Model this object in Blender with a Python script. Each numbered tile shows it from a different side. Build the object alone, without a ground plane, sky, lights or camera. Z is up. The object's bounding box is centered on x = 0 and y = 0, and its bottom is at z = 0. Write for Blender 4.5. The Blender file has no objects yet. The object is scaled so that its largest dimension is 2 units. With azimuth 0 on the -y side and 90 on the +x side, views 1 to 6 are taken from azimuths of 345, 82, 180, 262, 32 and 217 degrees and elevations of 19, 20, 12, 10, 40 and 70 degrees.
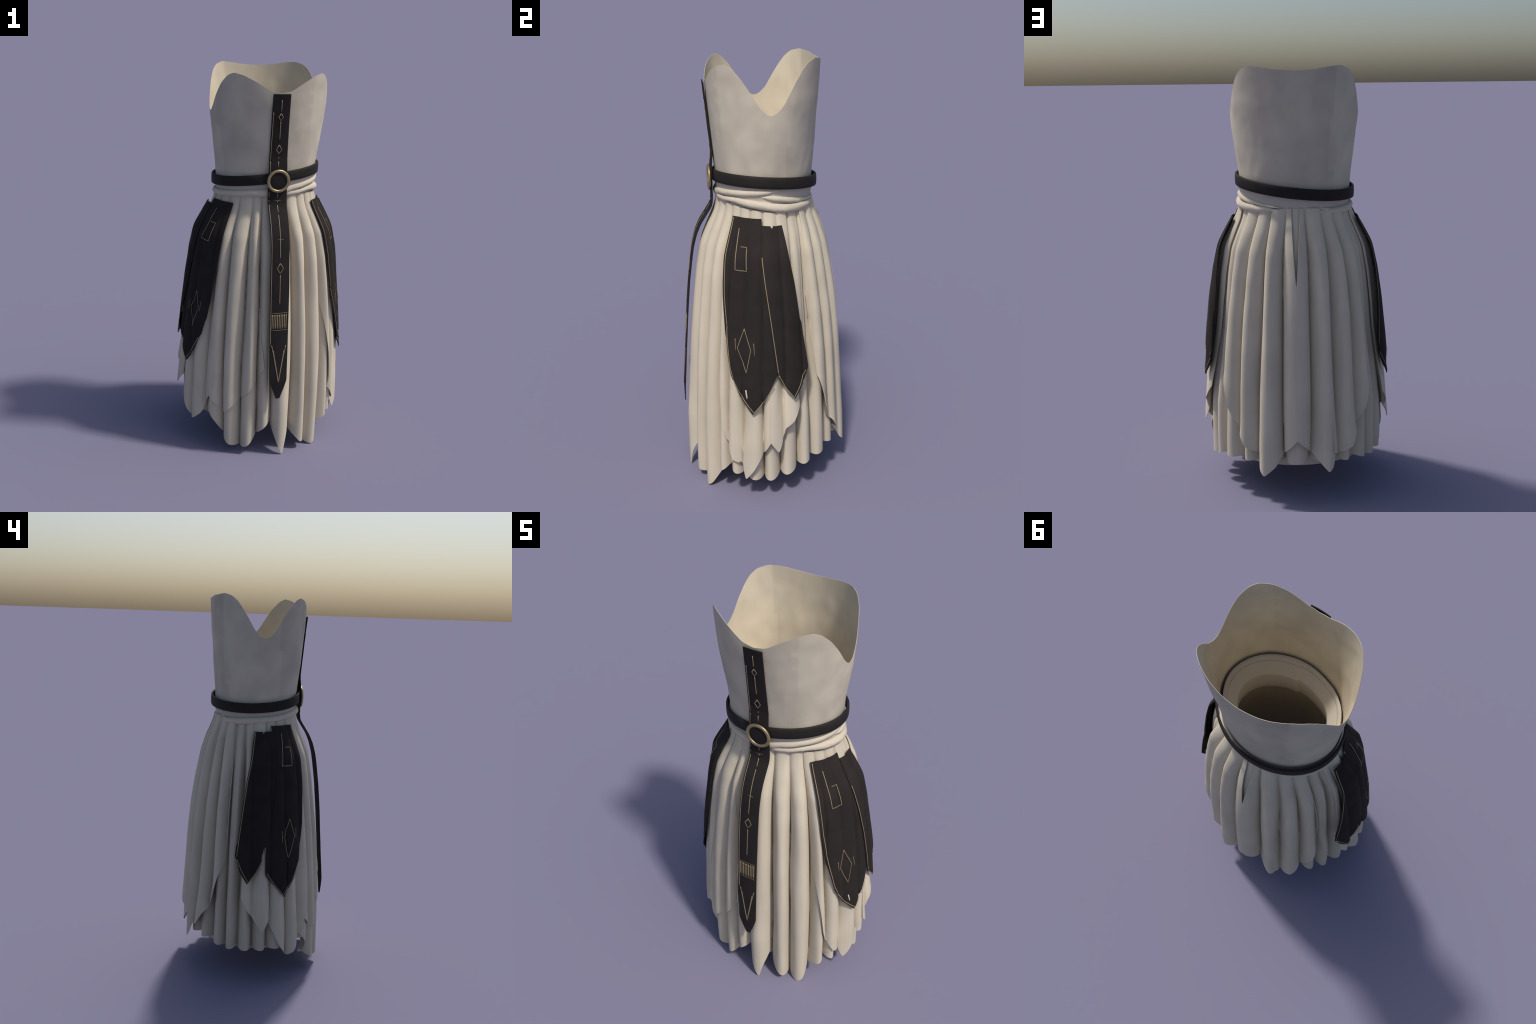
"""Sleeveless pleated dress: sweetheart bodice, sash rolls, leather belt with ring
buckle, long front tabard strap, layered petal skirt and two dark hip panels.
Everything is described in (t, z): t = angle round the body in degrees
(0 = front, 90 = +x side, 180 = back, 270 = -x side), z = height in metres."""
import bpy, math, random
import numpy as np
from mathutils import Vector, noise

random.seed(7)
V3 = lambda a, b, c: Vector((a, b, c))

# ------------------------------------------------------------------ body profile
Z = [0, .10, .28, .52, .72, .91, 1.05, 1.175, 1.25, 1.31, 1.36, 1.42, 1.55, 1.65, 1.75, 1.83, 1.93, 2.02]
A = [.427, .430, .432, .427, .413, .395, .376, .349, .311, .277, .259, .257, .268, .282, .295, .300, .302, .303]
F = [-.372, -.372, -.37, -.356, -.342, -.322, -.306, -.282, -.249, -.219, -.202, -.200, -.210, -.22, -.228, -.234, -.238, -.24]
B = [.372, .373, .371, .363, .353, .337, .319, .297, .274, .248, .231, .231, .241, .248, .255, .262, .268, .272]


def smooth_table(xs, ys):
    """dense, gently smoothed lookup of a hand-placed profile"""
    d = np.linspace(xs[0], xs[-1], 400)
    v = np.interp(d, xs, ys)
    k = np.hanning(17); k /= k.sum()
    v2 = np.convolve(np.pad(v, 8, mode='edge'), k, 'valid')
    return d, v2


ZA, ZF, ZB = smooth_table(Z, A), smooth_table(Z, F), smooth_table(Z, B)
lerp = lambda x, xs, ys: float(np.interp(x, xs, ys))


# how much the section stays inside a true ellipse round the body
FULL = lambda t: float(np.interp(t, [0, 20, 45, 70, 90, 112, 135, 158, 180, 200, 225, 250, 270, 292, 315, 340, 360],
                                 [0, -.001, -.004, -.003, 0, -.007, -.011, -.005, 0, -.002, -.006, -.004, 0, -.005, -.011, -.009, 0]))


def pos(t, z, off=0.0):
    """point on the body surface pushed outwards by off"""
    a = lerp(z, *ZA) + off
    f = lerp(z, *ZF) - off
    b = lerp(z, *ZB) + off
    r = math.radians(t)
    d = FULL(t % 360) * lerp(z, [.15, .55, 1.0, 1.2, 1.36, 1.7, 2.0], [.1, .6, 1, .7, .35, .3, 0])
    d += .007 * math.sin(2 * r) ** 2 * lerp(z, [1.75, 1.95], [0, 1])
    a += d; f -= d; b += d
    return V3(.003 + a * math.sin(r), (f + b) / 2 - (b - f) / 2 * math.cos(r), z)


def table(points):
    xs = [p[0] for p in points]; ys = [p[1] for p in points]
    return lambda x: float(np.interp(x, xs, ys))


def soft(points, width, lo=None, hi=None):
    """rounded version of a polyline table"""
    f = table(points)
    w = [(-1, .25), (-.5, .5), (0, .75), (.5, .5), (1, .25)]
    s = sum(q for _, q in w)
    return lambda x: sum(q * f(x + o * width) for o, q in w) / s


# ------------------------------------------------------------------ pleats
CREASE = [-2, 13, 28, 43, 54, 66, 81, 96, 110, 124, 140, 155, 171, 189, 206, 220.5, 234.5, 247, 260, 275,
          290, 304, 319, 334, 346, 358]
DEPTH = [.036, .042, .038, .032, .028, .034, .034, .034, .034, .036, .040, .040, .030, .040, .040, .036, .034,
         .034, .032, .032, .030, .030, .032, .034, .036]


def pleat(t, z):
    """inward depth of the fold at angle t: rounded ribs with tight creases"""
    wob = .6 * math.sin(z * 3.4 + t * .21) + .2 * math.sin(z * 9 + t * .5)
    tt = (t + wob + 2) % 360 - 2
    i = 0
    while i < len(CREASE) - 2 and tt >= CREASE[i + 1]:
        i += 1
    c0, c1 = CREASE[i], CREASE[i + 1]
    s = min(1, max(0, (tt - c0) / (c1 - c0)))
    # a rib leans a little to one side
    s = s ** (.70 if 80 <= c0 < 171 else 1.42 if 189 <= c0 < 275 else 1.12 if i % 2 else .9)
    rib = max(0.0, 1 - abs(2 * s - 1) ** 2.1)
    rib = rib ** .72
    grow = lerp(z, [0, .5, .95, 1.15, 1.27, 1.36], [1, 1, .92, .70, .38, .16])
    return -1.85 * DEPTH[i] * (1 - rib) * grow


# ------------------------------------------------------------------ mesh helpers
def mesh_object(name, verts, faces, mat, parent=None, smooth=True, sharp=None):
    me = bpy.data.meshes.new(name)
    me.from_pydata([tuple(v) for v in verts], [], faces)
    me.materials.append(mat)
    if smooth:
        me.polygons.foreach_set('use_smooth', [True] * len(me.polygons))
    me.update()
    ob = bpy.data.objects.new(name, me)
    bpy.context.scene.collection.objects.link(ob)
    if parent:
        ob.parent = parent
    return ob


def grid_faces(nu, nv, wrap=False):
    fs = []
    for i in range(nu if wrap else nu - 1):
        k = (i + 1) % nu
        for j in range(nv - 1):
            fs.append((i * nv + j, k * nv + j, k * nv + j + 1, i * nv + j + 1))
    return fs


def apply_mods(ob):
    dg = bpy.context.evaluated_depsgraph_get()
    me = bpy.data.meshes.new_from_object(ob.evaluated_get(dg))
    old = ob.data
    ob.modifiers.clear()
    ob.data = me
    me.name = old.name
    bpy.data.meshes.remove(old)


def thicken(ob, th, offset=-1.0, bevel=0, inner=False):
    m = ob.modifiers.new('thick', 'SOLIDIFY')
    m.thickness = th; m.offset = offset; m.use_even_offset = False
    m.use_rim = True
    if inner:
        m.material_offset = 1
    if bevel:
        b = ob.modifiers.new('bev', 'BEVEL'); b.width = bevel; b.segments = 2
        b.limit_method = 'ANGLE'; b.angle_limit = math.radians(50)
    apply_mods(ob)
    sharpen(ob)


def sharpen(ob, ang=50):
    ob.data.polygons.foreach_set('use_smooth', [True] * len(ob.data.polygons))
    ob.data.set_sharp_from_angle(angle=math.radians(ang))


def outward(ob):
    """make normals point away from the body axis (grids are built clockwise or not)"""
    s = 0
    for p in ob.data.polygons:
        s += p.normal.x * p.center.x + p.normal.y * (p.center.y - .01)
    if s < 0:
        ob.data.flip_normals()


# ------------------------------------------------------------------ materials
def base_nodes(name):
    m = bpy.data.materials.new(name); m.use_nodes = True
    nt = m.node_tree
    bs = nt.nodes['Principled BSDF']
    tc = nt.nodes.new('ShaderNodeTexCoord')
    return m, nt, bs, tc


def noise_node(nt, tc, scale, detail=3, stretch=(1, 1, 1)):
    mp = nt.nodes.new('ShaderNodeMapping'); mp.inputs['Scale'].default_value = stretch
    nt.links.new(tc.outputs['Object'], mp.inputs['Vector'])
    n = nt.nodes.new('ShaderNodeTexNoise')
    n.inputs['Scale'].default_value = scale; n.inputs['Detail'].default_value = detail
    nt.links.new(mp.outputs['Vector'], n.inputs['Vector'])
    return n


def ramp(nt, src, stops):
    r = nt.nodes.new('ShaderNodeValToRGB')
    e = r.color_ramp.elements
    while len(e) < len(stops):
        e.new(.5)
    for el, (p, c) in zip(e, stops):
        el.position = p; el.color = (*c, 1)
    nt.links.new(src, r.inputs['Fac'])
    return r


def mix(nt, a, b, fac=1.0, mode='MULTIPLY'):
    x = nt.nodes.new('ShaderNodeMix'); x.data_type = 'RGBA'; x.blend_type = mode
    x.inputs['Factor'].default_value = fac
    nt.links.new(a, x.inputs['A']); nt.links.new(b, x.inputs['B'])
    return x.outputs['Result']


def weave_bump(nt, tc, bs, strength, scale=900, dist=.0006):
    n = noise_node(nt, tc, scale, 2)
    b = nt.nodes.new('ShaderNodeBump')
    b.inputs['Strength'].default_value = strength; b.inputs['Distance'].default_value = dist
    nt.links.new(n.outputs['Fac'], b.inputs['Height'])
    nt.links.new(b.outputs['Normal'], bs.inputs['Normal'])


def scaled(c, k):
    return tuple(v * k for v in c)


def cloth(name, col, var=.10, scale=6, rough=.92, streak=True, sheen=0.0):
    m, nt, bs, tc = base_nodes(name)
    n = noise_node(nt, tc, scale, 3)
    r = ramp(nt, n.outputs['Fac'], [(.30, scaled(col, 1 - var)), (.52, col), (.72, scaled(col, 1 + var * .6))])
    out = r.outputs['Color']
    if streak:
        s = noise_node(nt, tc, 30, 3, (1, 1, .06))
        r2 = ramp(nt, s.outputs['Fac'], [(.35, (.955, .955, .95)), (.65, (1.02, 1.02, 1.02))])
        out = mix(nt, out, r2.outputs['Color'])
    nt.links.new(out, bs.inputs['Base Color'])
    bs.inputs['Roughness'].default_value = rough
    bs.inputs['Specular IOR Level'].default_value = .2
    bs.inputs['Sheen Weight'].default_value = sheen
    weave_bump(nt, tc, bs, .25)
    return m


WHITE = (.58, .515, .405)
M_SKIRT = cloth('cream_linen', WHITE, .06, 5)
M_LINING = cloth('lining_linen', scaled(WHITE, .97), .05, 5)
M_SASH = cloth('sash_linen', scaled(WHITE, 1.0), .05, 9, streak=False)
M_BAND = cloth('waistband_linen', (.50, .455, .385), .05, 9, streak=False)


def bodice_material(name, col):
    m, nt, bs, tc = base_nodes(name)
    n = noise_node(nt, tc, 9, 2)  # soft light and dark blotches of the bodice shading, painted as colour noise
    r = ramp(nt, n.outputs['Fac'], [(.33, scaled(col, .92)), (.5, col), (.68, scaled(col, 1.07))])
    n2 = noise_node(nt, tc, 3.2, 1)
    r2 = ramp(nt, n2.outputs['Fac'], [(.4, (.96, .955, .96)), (.6, (1.03, 1.03, 1.02))])
    out = mix(nt, r.outputs['Color'], r2.outputs['Color'])
    # baked shading steps at texture borders, tinted in as four angular sectors
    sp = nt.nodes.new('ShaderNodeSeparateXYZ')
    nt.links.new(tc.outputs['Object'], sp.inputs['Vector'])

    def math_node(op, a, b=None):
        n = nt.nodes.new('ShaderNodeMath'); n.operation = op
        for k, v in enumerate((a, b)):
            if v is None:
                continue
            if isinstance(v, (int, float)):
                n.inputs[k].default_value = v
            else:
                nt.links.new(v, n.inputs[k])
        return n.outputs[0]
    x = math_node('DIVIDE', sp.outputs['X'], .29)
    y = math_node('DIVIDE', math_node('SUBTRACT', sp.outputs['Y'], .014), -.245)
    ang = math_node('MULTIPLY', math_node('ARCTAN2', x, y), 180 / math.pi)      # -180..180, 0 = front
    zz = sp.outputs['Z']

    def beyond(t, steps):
        """1 where the angle lies past the tone border; steps = (height, shift below it)"""
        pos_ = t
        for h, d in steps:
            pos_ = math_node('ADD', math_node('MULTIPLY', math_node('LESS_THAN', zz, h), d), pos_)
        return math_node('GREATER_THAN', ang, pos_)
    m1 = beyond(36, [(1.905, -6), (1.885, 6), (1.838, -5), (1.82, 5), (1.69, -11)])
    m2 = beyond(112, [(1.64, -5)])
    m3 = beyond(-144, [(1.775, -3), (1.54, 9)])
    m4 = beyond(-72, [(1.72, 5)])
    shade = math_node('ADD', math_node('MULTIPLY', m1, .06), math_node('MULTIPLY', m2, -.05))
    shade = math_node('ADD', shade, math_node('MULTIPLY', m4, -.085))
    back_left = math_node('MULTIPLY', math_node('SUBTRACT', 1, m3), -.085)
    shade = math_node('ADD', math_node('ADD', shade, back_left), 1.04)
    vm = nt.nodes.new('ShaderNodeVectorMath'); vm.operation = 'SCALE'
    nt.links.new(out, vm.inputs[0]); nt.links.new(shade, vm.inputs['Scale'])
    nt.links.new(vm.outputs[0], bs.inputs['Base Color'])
    bs.inputs['Roughness'].default_value = .9
    bs.inputs['Specular IOR Level'].default_value = .2
    weave_bump(nt, tc, bs, .2)
    return m


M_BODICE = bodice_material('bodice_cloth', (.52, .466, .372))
M_BODICE_INNER = bodice_material('bodice_inner_pale_cloth', (.62, .545, .415))


def dark(name, col, rough, var=.12):
    m, nt, bs, tc = base_nodes(name)
    n = noise_node(nt, tc, 14, 4)
    r = ramp(nt, n.outputs['Fac'], [(.3, scaled(col, 1 - var)), (.7, scaled(col, 1 + var))])
    nt.links.new(r.outputs['Color'], bs.inputs['Base Color'])
    bs.inputs['Roughness'].default_value = rough
    bs.inputs['Specular IOR Level'].default_value = .12
    weave_bump(nt, tc, bs, .2, 500)
    return m


M_BLACK = dark('black_wool', (.0255, .0212, .0190), .85)
M_STRAP = dark('black_strap_cloth', (.0225, .0195, .0185), .85)
M_BELT = dark('black_leather', (.0225, .0195, .0175), .6)


def gold(name, col, metallic, rough):
    m, nt, bs, tc = base_nodes(name)
    n = noise_node(nt, tc, 60, 2)
    r = ramp(nt, n.outputs['Fac'], [(.3, scaled(col, .88)), (.7, scaled(col, 1.08))])
    nt.links.new(r.outputs['Color'], bs.inputs['Base Color'])
    bs.inputs['Metallic'].default_value = metallic
    bs.inputs['Roughness'].default_value = rough
    return m


M_THREAD = gold('gold_thread', (.28, .216, .124), .12, .6)
M_BRASS = gold('aged_brass', (.38, .295, .165), .75, .42)

# ------------------------------------------------------------------ the dress
dress = bpy.data.objects.new('dress', None)
bpy.context.scene.collection.objects.link(dress)
dress['label'] = 'cream sleeveless pleated dress with black belt and gold-trimmed panels'
dress['category'] = 'dress'

# ---- bodice: open tube, sweetheart neckline, deep armholes
RIM = [(0, 1.897), (10, 1.906), (24, 1.949), (36, 1.977), (46, 1.986), (53, 1.972), (62, 1.932), (71, 1.874), (79, 1.816),
       (85, 1.789), (90, 1.779), (96, 1.788), (103, 1.818), (111, 1.881), (117, 1.925), (123, 1.963), (130, 1.988), (140, 2.0),
       (151, 1.994), (163, 1.983), (180, 1.976)]
rim_half = soft(RIM, 2.0)


def rim(t):
    t = abs((t + 180) % 360 - 180)
    if t < 4 or t > 176:
        return table(RIM)(t)
    return rim_half(t)


def wrinkle(t, z):
    p = pos(t, z)
    return (.0030 * noise.noise(V3(p.x * 9, p.y * 9, p.z * 6)) + .0016 * noise.noise(V3(p.x * 22, p.y * 22, p.z * 15)))


NT, NZ = 240, 60
vs = []
for i in range(NT):
    t = 360 * i / NT
    zt = rim(t)
    for j in range(NZ):
        s = j / (NZ - 1)
        z = 1.40 + (zt - 1.40) * s
        vs.append(pos(t, z, wrinkle(t, z) * min(1, (1 - s) * 6 + .2)))
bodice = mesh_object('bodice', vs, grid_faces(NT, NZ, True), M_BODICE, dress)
outward(bodice)
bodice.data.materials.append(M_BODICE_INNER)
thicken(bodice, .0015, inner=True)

# ---- waistband: outer wall, rolled lip, inner facing that slopes inwards
BELT_Z = lambda t: 1.459 + .036 * math.cos(math.radians(t - 60))
prof = [(-.020, -.150), (-.010, -.085), (.000, -.045), (.0035, -.02), (.0035, .015), (.001, .026), (-.010, .086), (-.017, .086), (-.023, .078),
        (-.0245, .073), (-.0255, .0705), (-.027, .0715), (-.045, .052), (-.062, .030), (-.065, .026), (-.065, .016), (-.060, -.05), (-.050, -.12)]
vs = []
for i in range(NT):
    t = 360 * i / NT
    zc = 1.435 + .018 * math.cos(math.radians(t - 60)) + .014 * math.exp(-(((t - 312) / 22) ** 2))
    lift = .004 * math.exp(-(((t - 312) / 22) ** 2))
    # facing overlap: a small step at the front
    step = .007 * max(0, 1 - (t - 8) / 110) if t >= 8 else 0
    for k, (o, dz) in enumerate(prof):
        zz = zc + dz
        if k < 1:
            zz = max(zz, 1.30)
        vs.append(pos(t, max(zz, 1.34) if k > 8 else zz, 0) * 1.0 if False else
                  pos(t, min(max(zz, 1.37), 1.46), o + lift - (step if k > 7 else 0)).xy.to_3d() + V3(0, 0, zz))
band = mesh_object('waistband', vs, grid_faces(NT, len(prof), True), M_BAND, dress)
sharpen(band, 60)

# ---- sash rolls: soft tubes twisted round the waist
ROLLS = [
    # (t, z, radius)
    [(210, 1.350, .003), (216, 1.350, .013), (230, 1.352, .017), (246, 1.354, .018), (266, 1.363, .0165), (288, 1.369, .017),
     (326, 1.391, .019), (350, 1.398, .0205), (368, 1.404, .0185), (379, 1.420, .0150), (408, 1.434, .0140), (428, 1.441, .0145),
     (445, 1.447, .0125), (462, 1.455, .002)],
    [(2, 1.392, .004), (14, 1.392, .012), (36, 1.398, .012), (48, 1.402, .013), (67, 1.393, .0185), (85, 1.384, .0195),
     (103, 1.371, .0200), (125, 1.364, .0190), (139, 1.362, .0165), (152, 1.361, .011), (161, 1.362, .003)],
    [(78, 1.427, .002), (86, 1.423, .009), (94, 1.418, .0125), (114, 1.403, .0135), (126, 1.392, .010), (136, 1.383, .002)],
    [(100, 1.412, .003), (115, 1.406, .010), (132, 1.392, .009), (150, 1.378, .006), (166, 1.372, .002)],
    [(200, 1.350, .002), (204, 1.349, .008), (211, 1.349, .008), (216, 1.350, .002)],
]


def roll(points, seed):
    ts = [p[0] for p in points]
    fz = soft([(p[0], p[1]) for p in points], 4)
    fr = soft([(p[0], p[2]) for p in points], 2)
    n = int((ts[-1] - ts[0]) * 1.1) + 8; m = 18
    vs = []
    for i in range(n):
        t = ts[0] + (ts[-1] - ts[0]) * i / (n - 1)
        rr = fr(t) if 0 < i < n - 1 else .0008
        for k in range(m):
            a = 2 * math.pi * k / m
            bump = 1 + .10 * noise.noise(V3(t * .09 + seed * 9, math.cos(a) * 1.2, math.sin(a) * 1.2)) \
                + .05 * noise.noise(V3(t * .25, seed, math.sin(a) * 2))
            squash = 1 - .45 * math.exp(-((((t + 180) % 360 - 180 - 2) / 14) ** 2))
            o = .0015 + rr * math.cos(a) * bump * .95 * squash
            z = fz(t) + rr * math.sin(a) * bump
            p = pos(t, 1.41, o)
            p.z = z
            vs.append(p)
    fs = grid_faces(n, m)
    for i in range(n - 1):
        fs.append((i * m + m - 1, (i + 1) * m + m - 1, (i + 1) * m, i * m))
    fs.append(tuple(range(m))[::-1]); fs.append(tuple((n - 1) * m + k for k in range(m)))
    ob = mesh_object('sash_fold', vs, fs, M_SASH, dress)
    outward(ob)
    return ob


for i, r in enumerate(ROLLS):
    roll(r, i)

# ---- skirt layers
TOPZ = soft([(-40, 1.376), (0, 1.380), (22, 1.388), (47, 1.376), (65, 1.370), (97, 1.355), (125, 1.352), (150, 1.358), (171, 1.371), (202, 1.370),
             (222, 1.352), (246, 1.348), (266, 1.352), (290, 1.362), (320, 1.376), (360, 1.380), (382, 1.388), (407, 1.376)], 5)


def sink(t, z):
    """hollow behind each hip panel, in front of the free edge of the back drape"""
    q = abs((t + 180) % 360 - 180)
    return -.032 * lerp(q, [91, 100, 119, 124], [0, 1, 1, 0]) * lerp(z, [.42, .78, 1.2, 1.30, 1.36], [0, 1, 1, .6, .1])


def skirt_point(t, z, layer, edge=0.0, fold=1.0, hollow=True):
    """cloth surface: body flare + folds + layer stand-off + small flutter"""
    if fold < 1:
        fold = fold * lerp(z, [.28, .6], [.6, 1])
    if hollow:
        edge += sink(t, z)
    flare = lerp(z, [0, .3, .9, 1.25, 1.36], [1.0, 1.0, .7, .35, .2])
    fl = .0035 * noise.noise(V3(t * .05, z * 2.2, layer * 3.1)) * flare
    return pos(t, z, fold * pleat(t, z) + layer * .0085 * flare + edge * max(flare, .4) + fl
               + .002 * lerp(z, [1.22, 1.33], [0, 1]))


def panel(name, t0, t1, hem, layer, top=None, lift0=0.0, lift1=0.0, step=.55, rows=64, mat=None, hem_width=.8, th=.0035,
          parent=None, drop=.0, fold=1.0, hollow=True):
    """hanging petal: t0(z), t1(z) side edges; hem(t) lower outline as (t, z) points"""
    e0 = table(t0) if isinstance(t0, list) else (lambda z, c=t0: c)
    e1 = table(t1) if isinstance(t1, list) else (lambda z, c=t1: c)
    h = soft(hem, hem_width)
    wide = max(e1(z) - e0(z) for z in np.linspace(.2, 1.3, 12))
    nu = max(8, int(wide / step)) + 1
    vs = []
    ha, hb = hem[0][0], hem[-1][0]
    for i in range(nu):
        u = i / (nu - 1)
        zh = h(ha + (hb - ha) * u) if 0 < u < 1 else table(hem)(ha + (hb - ha) * u)
        for j in range(rows):
            s = j / (rows - 1)
            ta = e0(zh); tb = e1(zh)
            tt0 = ta + (tb - ta) * u
            zt = top if top is not None else TOPZ(tt0 % 360)
            z = zt + (zh - zt) * s
            a, b = e0(z), e1(z)
            t = a + (b - a) * u
            w = min(u, 1 - u) * (b - a)
            lift = (lift0 * math.exp(-u * (b - a) / 2.5) + lift1 * math.exp(-(1 - u) * (b - a) / 2.5))
            low = lerp(z - zh, [0, .25], [1, 0])
            vs.append(skirt_point(t, z, layer, lift * lerp(z, [.2, .6], [.3, 1]) + drop * low, fold, hollow))
    ob = mesh_object(name, vs, grid_faces(nu, rows), mat or M_SKIRT, parent or dress)
    outward(ob)
    thicken(ob, th)
    return ob


# smooth inner lining
vs = []
NL = 180
for i in range(NL):
    t = 360 * i / NL
    for j in range(30):
        z = 1.33 + (.158 - 1.33) * j / 29
        vs.append(pos(t, z, -.080 * lerp(z, [.15, 1.1, 1.33], [1, .9, .6])))
lining = mesh_object('skirt_lining', vs, grid_faces(NL, 30, True), M_LINING, dress)
outward(lining); thicken(lining, .003)

# pleated underskirt, all round, scalloped hem (longer on the crown of every rib)
UNDER = soft([(-20, .25), (0, .25), (30, .21), (50, .165), (61, .135), (76, .118), (88, .118), (104, .147), (117, .176), (138, .192), (160, .195), (180, .20),
              (200, .195), (222, .192), (236, .170), (252, .173), (272, .178), (284, .185), (300, .20), (320, .21), (345, .25), (360, .25), (380, .25)], 3)
NU, RU = 720, 60
vs = []
for i in range(NU):
    t = 360 * i / NU
    zh = UNDER(t) - .16 * (.050 + pleat(t, .15))
    zt = TOPZ(t)
    for j in range(RU):
        z = zt + (zh - zt) * j / (RU - 1)
        vs.append(skirt_point(t, z, -1.3))
under = mesh_object('underskirt', vs, grid_faces(NU, RU, True), M_SKIRT, dress)
outward(under); thicken(under, .0035)

# petals (layer 1 = lower, 2 = over it, 3 = outermost)
panel('skirt_panel', 12, 60, [(12, .15), (15, .10), (21, .042), (27, .034), (30, .008), (34, -.002), (38, .015), (44, .11), (51, .135), (60, .21)], -.3, hem_width=1.5)
panel('skirt_panel', 302, 359, [(302, .26), (310, .205), (316, .155), (320, .085), (326, .05), (335, .032), (342, .055), (350, .145), (359, .2)], -.2, hem_width=2)
panel('skirt_panel', -3, 12.6, [(-3, .20), (-1, .13), (2.5, .050), (6, -.010), (8.5, .08), (12.6, .172)], .9)
panel('skirt_panel', 65, 87, [(65, .205), (66.5, .16), (68.5, .118), (75, .18), (82, .272), (87, .335)], 1.2, drop=.006, fold=.9)
panel('skirt_panel', [(.2, 60), (.30, 53.5), (.37, 51), (.8, 44), (1.15, 42.5), (1.4, 42)], 67, [(50, .215), (58, .20), (67, .215)], .9, lift0=.003, rows=110, fold=.9)
panel('skirt_panel', 86, 108, [(86, .335), (92, .275), (95, .33), (96.5, .395), (103, .43), (108, .49)], 1.6, drop=.012, fold=.55)
panel('skirt_panel', 272, 306, [(272, .36), (276, .31), (283, .205), (291, .138), (297, .155), (302, .19), (306, .27)], 1.2, drop=.006, fold=.9)
panel('skirt_panel', 252, 275, [(252, .46), (256, .41), (261, .36), (269, .283), (275, .35)], 1.6, drop=.012, fold=.55)
panel('skirt_panel', 302, [(.22, 303), (.30, 309), (.38, 314.5), (.8, 317), (1.15, 317.5), (1.4, 318)], [(302, .232), (304, .235), (306, .238)], 1.0, lift1=.003, rows=110, fold=.9)
panel('skirt_panel', 307, [(.4, 351.5), (.52, 351), (.66, 348), (1.0, 344.5), (1.3, 340.5), (1.4, 340)],
      [(307, .335), (316, .27), (323, .234), (329, .28), (336, .335), (341, .372), (351, .50)], 1.0, lift1=.003)
# back: side petals under, centre petals over, slit at the nape line
panel('skirt_panel', [(.26, 147), (.345, 140), (.426, 133), (.60, 125.5), (.9, 123.5), (1.4, 126)], 158, [(124, .265), (135, .25), (146, .24), (158, .25)], 1.6, lift0=.008, rows=120, fold=.9, hollow=False)
panel('skirt_panel', 202, [(.26, 213), (.345, 219.5), (.426, 226.5), (.62, 234), (.9, 235.5), (1.4, 233)], [(202, .255), (214, .238), (225, .25), (236, .27)], 2.0, drop=.014, lift1=.008, rows=120, fold=.9, hollow=False)
panel('skirt_panel', 154.5, [(.2, 180.6), (1.0, 180.4), (1.35, 176)], [(154.5, .24), (156.5, .165), (160, .138), (167, .185), (171.5, .248), (176, .285), (180.6, .325)], 2.4, drop=.004, lift0=.004)
panel('skirt_panel', [(.2, 179.6), (1.0, 179.8), (1.35, 184)], 204.5, [(179.6, .325), (186, .275), (193, .215), (199, .158), (202, .185), (204.5, .26)], 2.7, drop=.004, lift1=.004)


# ---- dark hip panels, one pair on each hip, with gold piping and embroidered signs
def hip_point(t, z, layer):
    fl = lerp(z, [.45, .9, 1.2, 1.34], [1, 1, .95, .85])
    base = .015 + layer * .006
    return pos(t, z, .22 * pleat(t, z) + base * fl + .010 * fl * lerp(z, [.45, 1.0], [1, .35])
               + .002 * noise.noise(V3(t * .09, z * 3, 5.5 + layer)))


def hip_panel(t0, t1, hem, tops, layer, mirror):
    e0, e1 = table(t0), table(t1)
    h = table(hem); tp = table(tops)
    mt = (lambda t: 360 - t) if mirror else (lambda t: t)
    nu, rows = 71, 60
    vs = []
    for i in range(nu):
        u = i / (nu - 1)
        zh, zt = h(u), tp(u)
        for j in range(rows):
            z = zt + (zh - zt) * j / (rows - 1)
            t = e0(z) + (e1(z) - e0(z)) * u
            vs.append(hip_point(mt(t), z, layer))
    ob = mesh_object('hip_panel', vs, grid_faces(nu, rows), M_BLACK, dress)
    outward(ob); thicken(ob, .0045)
    return ob


def thread(points, fn, parent, name='gold_piping', w=.0021, seg=.012, closed=False, mat=None):
    """flat raised cord following (a, b) control points on the surface fn"""
    pts = list(points) + ([points[0]] if closed else [])
    path = []
    for (a0, b0), (a1, b1) in zip(pts[:-1], pts[1:]):
        p0, p1 = fn(a0, b0), fn(a1, b1)
        n = max(1, int((p1 - p0).length / seg))
        for k in range(n):
            path.append(fn(a0 + (a1 - a0) * k / n, b0 + (b1 - b0) * k / n))
    path.append(fn(*pts[-1]))
    vs = []; m = 6
    for i, p in enumerate(path):
        d = (path[min(i + 1, len(path) - 1)] - path[max(i - 1, 0)]).normalized()
        out = V3(p.x, p.y - .01, 0)
        out = (out - d * out.dot(d)).normalized()
        side = d.cross(out)
        for k in range(m):
            a = 2 * math.pi * k / m
            vs.append(p + side * (w * math.cos(a)) + out * (w * .4 * math.sin(a)))
    fs = []
    for i in range(len(path) - 1):
        for k in range(m):
            q = (k + 1) % m
            fs.append((i * m + k, i * m + q, (i + 1) * m + q, (i + 1) * m + k))
    fs.append(tuple(range(m))[::-1]); fs.append(tuple((len(path) - 1) * m + k for k in range(m)))
    return mesh_object(name, vs, fs, mat or M_THREAD, parent)


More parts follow.
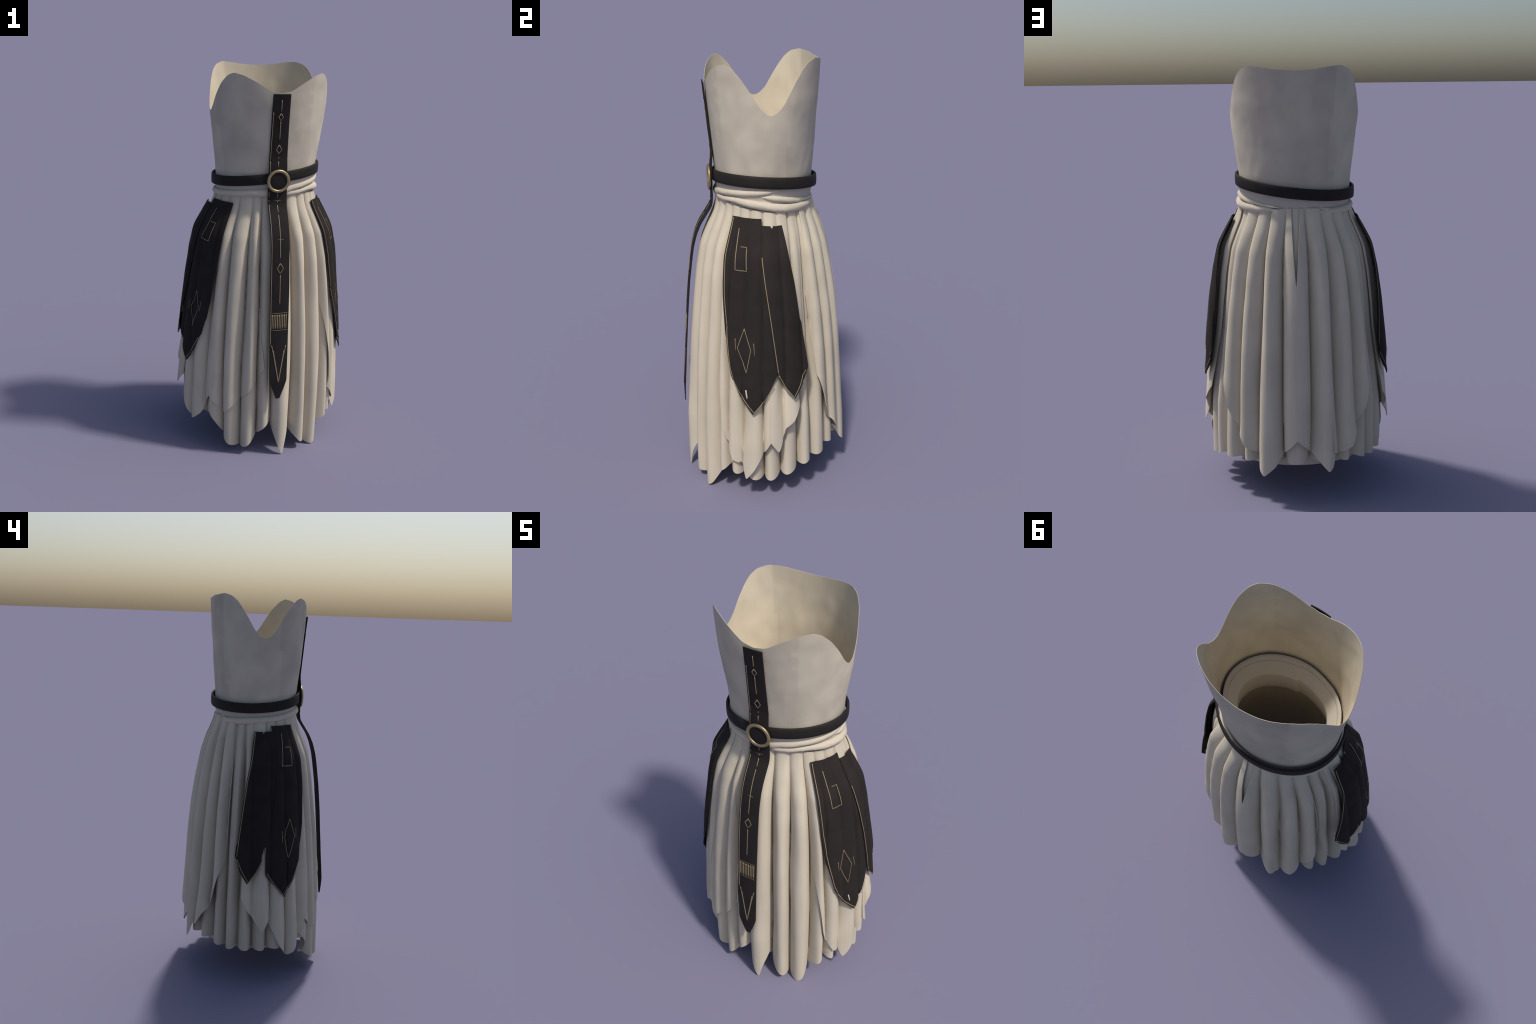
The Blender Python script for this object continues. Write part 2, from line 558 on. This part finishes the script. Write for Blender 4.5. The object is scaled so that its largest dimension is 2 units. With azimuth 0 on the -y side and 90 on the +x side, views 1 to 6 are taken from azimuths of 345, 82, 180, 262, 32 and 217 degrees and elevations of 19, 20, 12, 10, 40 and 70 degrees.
def hip_side(mirror):
    front = hip_panel([(.47, 58), (.63, 59), (.83, 52.5), (1.0, 49.5), (1.17, 48), (1.34, 47.5)],
                      ([(.45, 89), (.70, 89), (.735, 89.6), (1.01, 84.5), (1.19, 81), (1.34, 79.5)] if mirror else
                       [(.45, 91), (.66, 91), (1.01, 84.5), (1.19, 81), (1.34, 79.5)]),
                      [(0, .645), (.20, .555), (.50, .466), (.75, .525), (1, .59)] if mirror else
                      [(0, .645), (.20, .555), (.49, .474), (.72, .545), (1, .66)],
                      [(0, 1.337), (1, 1.336)], 0, mirror)
    rear = hip_panel([(.5, 92.4), (.69, 92.4), (.715, 91), (.725, 91.6), (.745, 87.5), (1.01, 82), (1.19, 78.8), (1.34, 79)] if mirror else
                     [(.5, 92), (.66, 91), (1.01, 84.2), (1.19, 80.5), (1.34, 79)],
                     [(.5, 114), (.68, 113.5), (.85, 110.5), (1.07, 106.5), (1.31, 99.5)],
                     [(0, .665), (.22, .60), (.5, .542), (.8, .60), (1, .68)],
                     [(0, 1.310), (.42, 1.309), (.50, 1.298), (.58, 1.309), (.7, 1.307), (1, 1.309)], 1.1, mirror)
    mt = (lambda t: 360 - t) if mirror else (lambda t: t)

    def on(layer, lift=.0016):
        def fn(t, z):
            p = hip_point(mt(t), z, layer)
            n = V3(p.x, p.y - .01, 0).normalized()
            return p + n * lift
        return fn
    f0, f1 = on(0), on(1.1)
    if not mirror:
        thread([(49, 1.332), (49.6, 1.17), (51, 1.0), (54, .83), (58, .68), (60.3, .635)], f0, front)
        thread([(60.3, .63), (66, .555), (75, .484), (82, .54), (88.5, .615)], f0, front)
        thread([(81, 1.187), (84.8, 1.01), (91.7, .668)], f1, rear)
        thread([(91.8, .664), (97, .595), (102.2, .55), (107, .60), (111.5, .665)], f1, rear)
    else:
        thread([(79.7, 1.33), (80.3, 1.275)], f0, front)
        thread([(88.2, 1.035), (88.6, 1.01)], f0, front)
        thread([(88.6, .85), (89.6, .70)], f0, front)
        thread([(60.5, .625), (67, .54), (74.3, .476), (81.5, .535), (88, .598)], f0, front)
        thread([(98.4, 1.305), (105.5, 1.07), (109.4, .85), (112.4, .675)], f1, rear)
        thread([(112.2, .665), (107, .60), (102.2, .549), (97, .598), (92.3, .652)], f1, rear)
    # embroidered signs
    thread([(67, 1.297), (70.5, 1.20), (73, 1.14), (62, 1.139), (60, 1.229), (66.5, 1.231)] if mirror else
           [(57.5, 1.293), (58.6, 1.20), (59.3, 1.127), (68.5, 1.124), (67.2, 1.222), (61.8, 1.223)], f0, front, 'gold_embroidery')
    thread([(67.2, .87), (72.6, .778), (69.4, .668), (62.8, .782)], f0, front, 'gold_embroidery', w=.0016, closed=True)
    thread([(61, .823), (61.6, .768)], f0, front, 'gold_embroidery', w=.0014)
    thread([(74.6, .812), (75.3, .754)], f0, front, 'gold_embroidery', w=.0014)
    if not mirror:
        thread([(69.2, .588), (70.2, .548)], f0, front, 'pale_mark', w=.0034, mat=M_SKIRT)


hip_side(False)
hip_side(True)

# ---- front strap (tabard) hanging from the neckline to the shins
SY = soft([(.25, -.392), (.34, -.391), (.44, -.391), (.60, -.379), (.81, -.363), (.98, -.347), (1.1, -.330), (1.15, -.322), (1.21, -.306), (1.26, -.284),
           (1.30, -.258), (1.34, -.232), (1.37, -.2275), (1.40, -.2265), (1.50, -.2265), (1.53, -.226), (1.58, -.221), (1.65, -.2265), (1.78, -.238), (1.90, -.2505), (1.98, -.2585)], .012)
SX = lambda z: .004 + .0015 * math.sin(z * 6)
SW = table([(.25, .010), (.342, .0105), (.36, .0165), (.40, .0315), (.445, .0455), (.6, .0480), (.92, .0505), (1.1, .0485), (1.38, .0495), (1.5, .0475), (1.6, .0460), (1.75, .0445), (1.9, .0440)])


def strap_point(x, z, lift=0.0):
    """x measured from the strap's middle line"""
    sag = .003 * noise.noise(V3(x * 8, z * 5, 2)) * lerp(z, [.3, 1.2, 1.4, 1.6], [1, 1, 0, .3])
    return V3(SX(z) + x, SY(z) - lift + sag + .35 * x * x * 4, z)


NXS, NZS = 13, 190
vs = []
for i in range(NXS):
    u = 2 * i / (NXS - 1) - 1
    for j in range(NZS):
        z = 1.894 + (.342 - 1.894) * j / (NZS - 1)
        vs.append(strap_point(u * SW(z), z))
strap = mesh_object('front_strap', vs, grid_faces(NXS, NZS), M_STRAP, dress)
outward(strap)
thicken(strap, .004)
fs_ = lambda x, z: strap_point(x, z, .001)
C0 = .000
for seg_ in [(1.866, 1.811), (1.761, 1.673), (1.582, 1.576), (1.562, 1.534), (1.402, 1.381), (1.362, 1.355), (1.342, 1.309), (1.299, 1.093), (1.008, .858)]:
    thread([(C0, seg_[0]), (C0, seg_[1])], fs_, strap, w=.0021)
thread([(-.0375, 1.806), (-.0405, 1.567)], fs_, strap, w=.0016)
thread([(-.0405, 1.562), (-.0415, 1.50)], fs_, strap, w=.0016)
thread([(-.043, 1.41), (-.043, 1.383)], fs_, strap, w=.0016)
thread([(-.043, 1.367), (-.043, 1.358)], fs_, strap, w=.0016)
thread([(-.043, 1.345), (-.0435, 1.15), (-.0445, .90), (-.0435, .64)], fs_, strap, w=.0018)
for zc, hw, hh in [(1.783, .0115, .0175), (1.622, .0138, .0225), (1.042, .0165, .0255)]:
    thread([(C0, zc + hh), (C0 + hw, zc), (C0, zc - hh), (C0 - hw, zc)], fs_, strap, 'gold_embroidery', w=.0019, closed=True)
for zc, h in [(1.365, .017), (1.186, .016)]:
    thread([(C0 - h, zc), (C0 + h, zc)], fs_, strap, 'gold_embroidery', w=.0009)
thread([(-.040, .811), (.042, .811)], fs_, strap, 'gold_embroidery', w=.0012)
thread([(-.040, .720), (.041, .720)], fs_, strap, 'gold_embroidery', w=.0012)
for k in range(9):
    x = -.0365 + k * .0728 / 8
    thread([(x, .803), (x - .0008, .727)], fs_, strap, 'gold_embroidery', w=.0026)
thread([(-.0375, .639), (-.0265, .585), (0, .434)], fs_, strap, 'gold_embroidery', w=.0021)
thread([(.0375, .637), (.0265, .585), (0, .434)], fs_, strap, 'gold_embroidery', w=.0021)
thread([(-.0285, .610), (-.001, .445)], fs_, strap, 'gold_embroidery', w=.0021)
thread([(.0275, .609), (.001, .445)], fs_, strap, 'gold_embroidery', w=.0021)

# ---- belt: tilted leather hoop standing off the waist
NB = 200
sec = [(-.004, -.026), (.0035, -.0265), (.0052, -.0245), (.0062, -.010), (.0064, 0), (.0062, .010), (.0052, .0245), (.0035, .0265), (-.004, .026), (-.0045, 0)]
vs = []
for i in range(NB):
    t = 360 * i / NB
    r = math.radians(t)
    a, f, b = .2745, -.2135, .2510
    for (o, dz) in sec:
        z = BELT_Z(t) + dz * .97
        vs.append(V3((a + o) * math.sin(r) + .003, (f + b) / 2 - ((b - f) / 2 + o) * math.cos(r), z))
m = len(sec)
fs = []
for i in range(NB):
    k = (i + 1) % NB
    for j in range(m):
        q = (j + 1) % m
        fs.append((i * m + j, k * m + j, k * m + q, i * m + q))
belt = mesh_object('belt', vs, fs, M_BELT, dress)
outward(belt); sharpen(belt, 55)

# ring buckle: brass torus with a leather disc in it
BC = V3(.0062, -.2322, 1.464)
RO, RT = .0512, .0082
vs = []
nr, nt_ = 64, 14
for i in range(nr):
    a = 2 * math.pi * i / nr
    for k in range(nt_):
        b = 2 * math.pi * k / nt_
        rr = RO + RT * math.cos(b)
        vs.append(BC + V3(rr * math.cos(a), -RT * .8 * math.sin(b), rr * math.sin(a)))
fs = []
for i in range(nr):
    for k in range(nt_):
        fs.append((i * nt_ + k, ((i + 1) % nr) * nt_ + k, ((i + 1) % nr) * nt_ + (k + 1) % nt_, i * nt_ + (k + 1) % nt_))
buckle = mesh_object('ring_buckle', vs, fs, M_BRASS, belt)
vs = [BC + V3(0, -.0015, 0)]
for rr, yy in [(.02, -.0015), (.044, -.001), (.049, .001), (.049, .006)]:
    for i in range(nr):
        a = 2 * math.pi * i / nr
        vs.append(BC + V3(rr * math.cos(a), yy, rr * math.sin(a)))
fs = [(0, 1 + i, 1 + (i + 1) % nr) for i in range(nr)]
for q in range(3):
    for i in range(nr):
        a0 = 1 + q * nr + i; a1 = 1 + q * nr + (i + 1) % nr
        fs.append((a0, a0 + nr, a1 + nr, a1))
disc = mesh_object('buckle_disc', vs, fs, M_STRAP, belt)
sharpen(disc, 40)
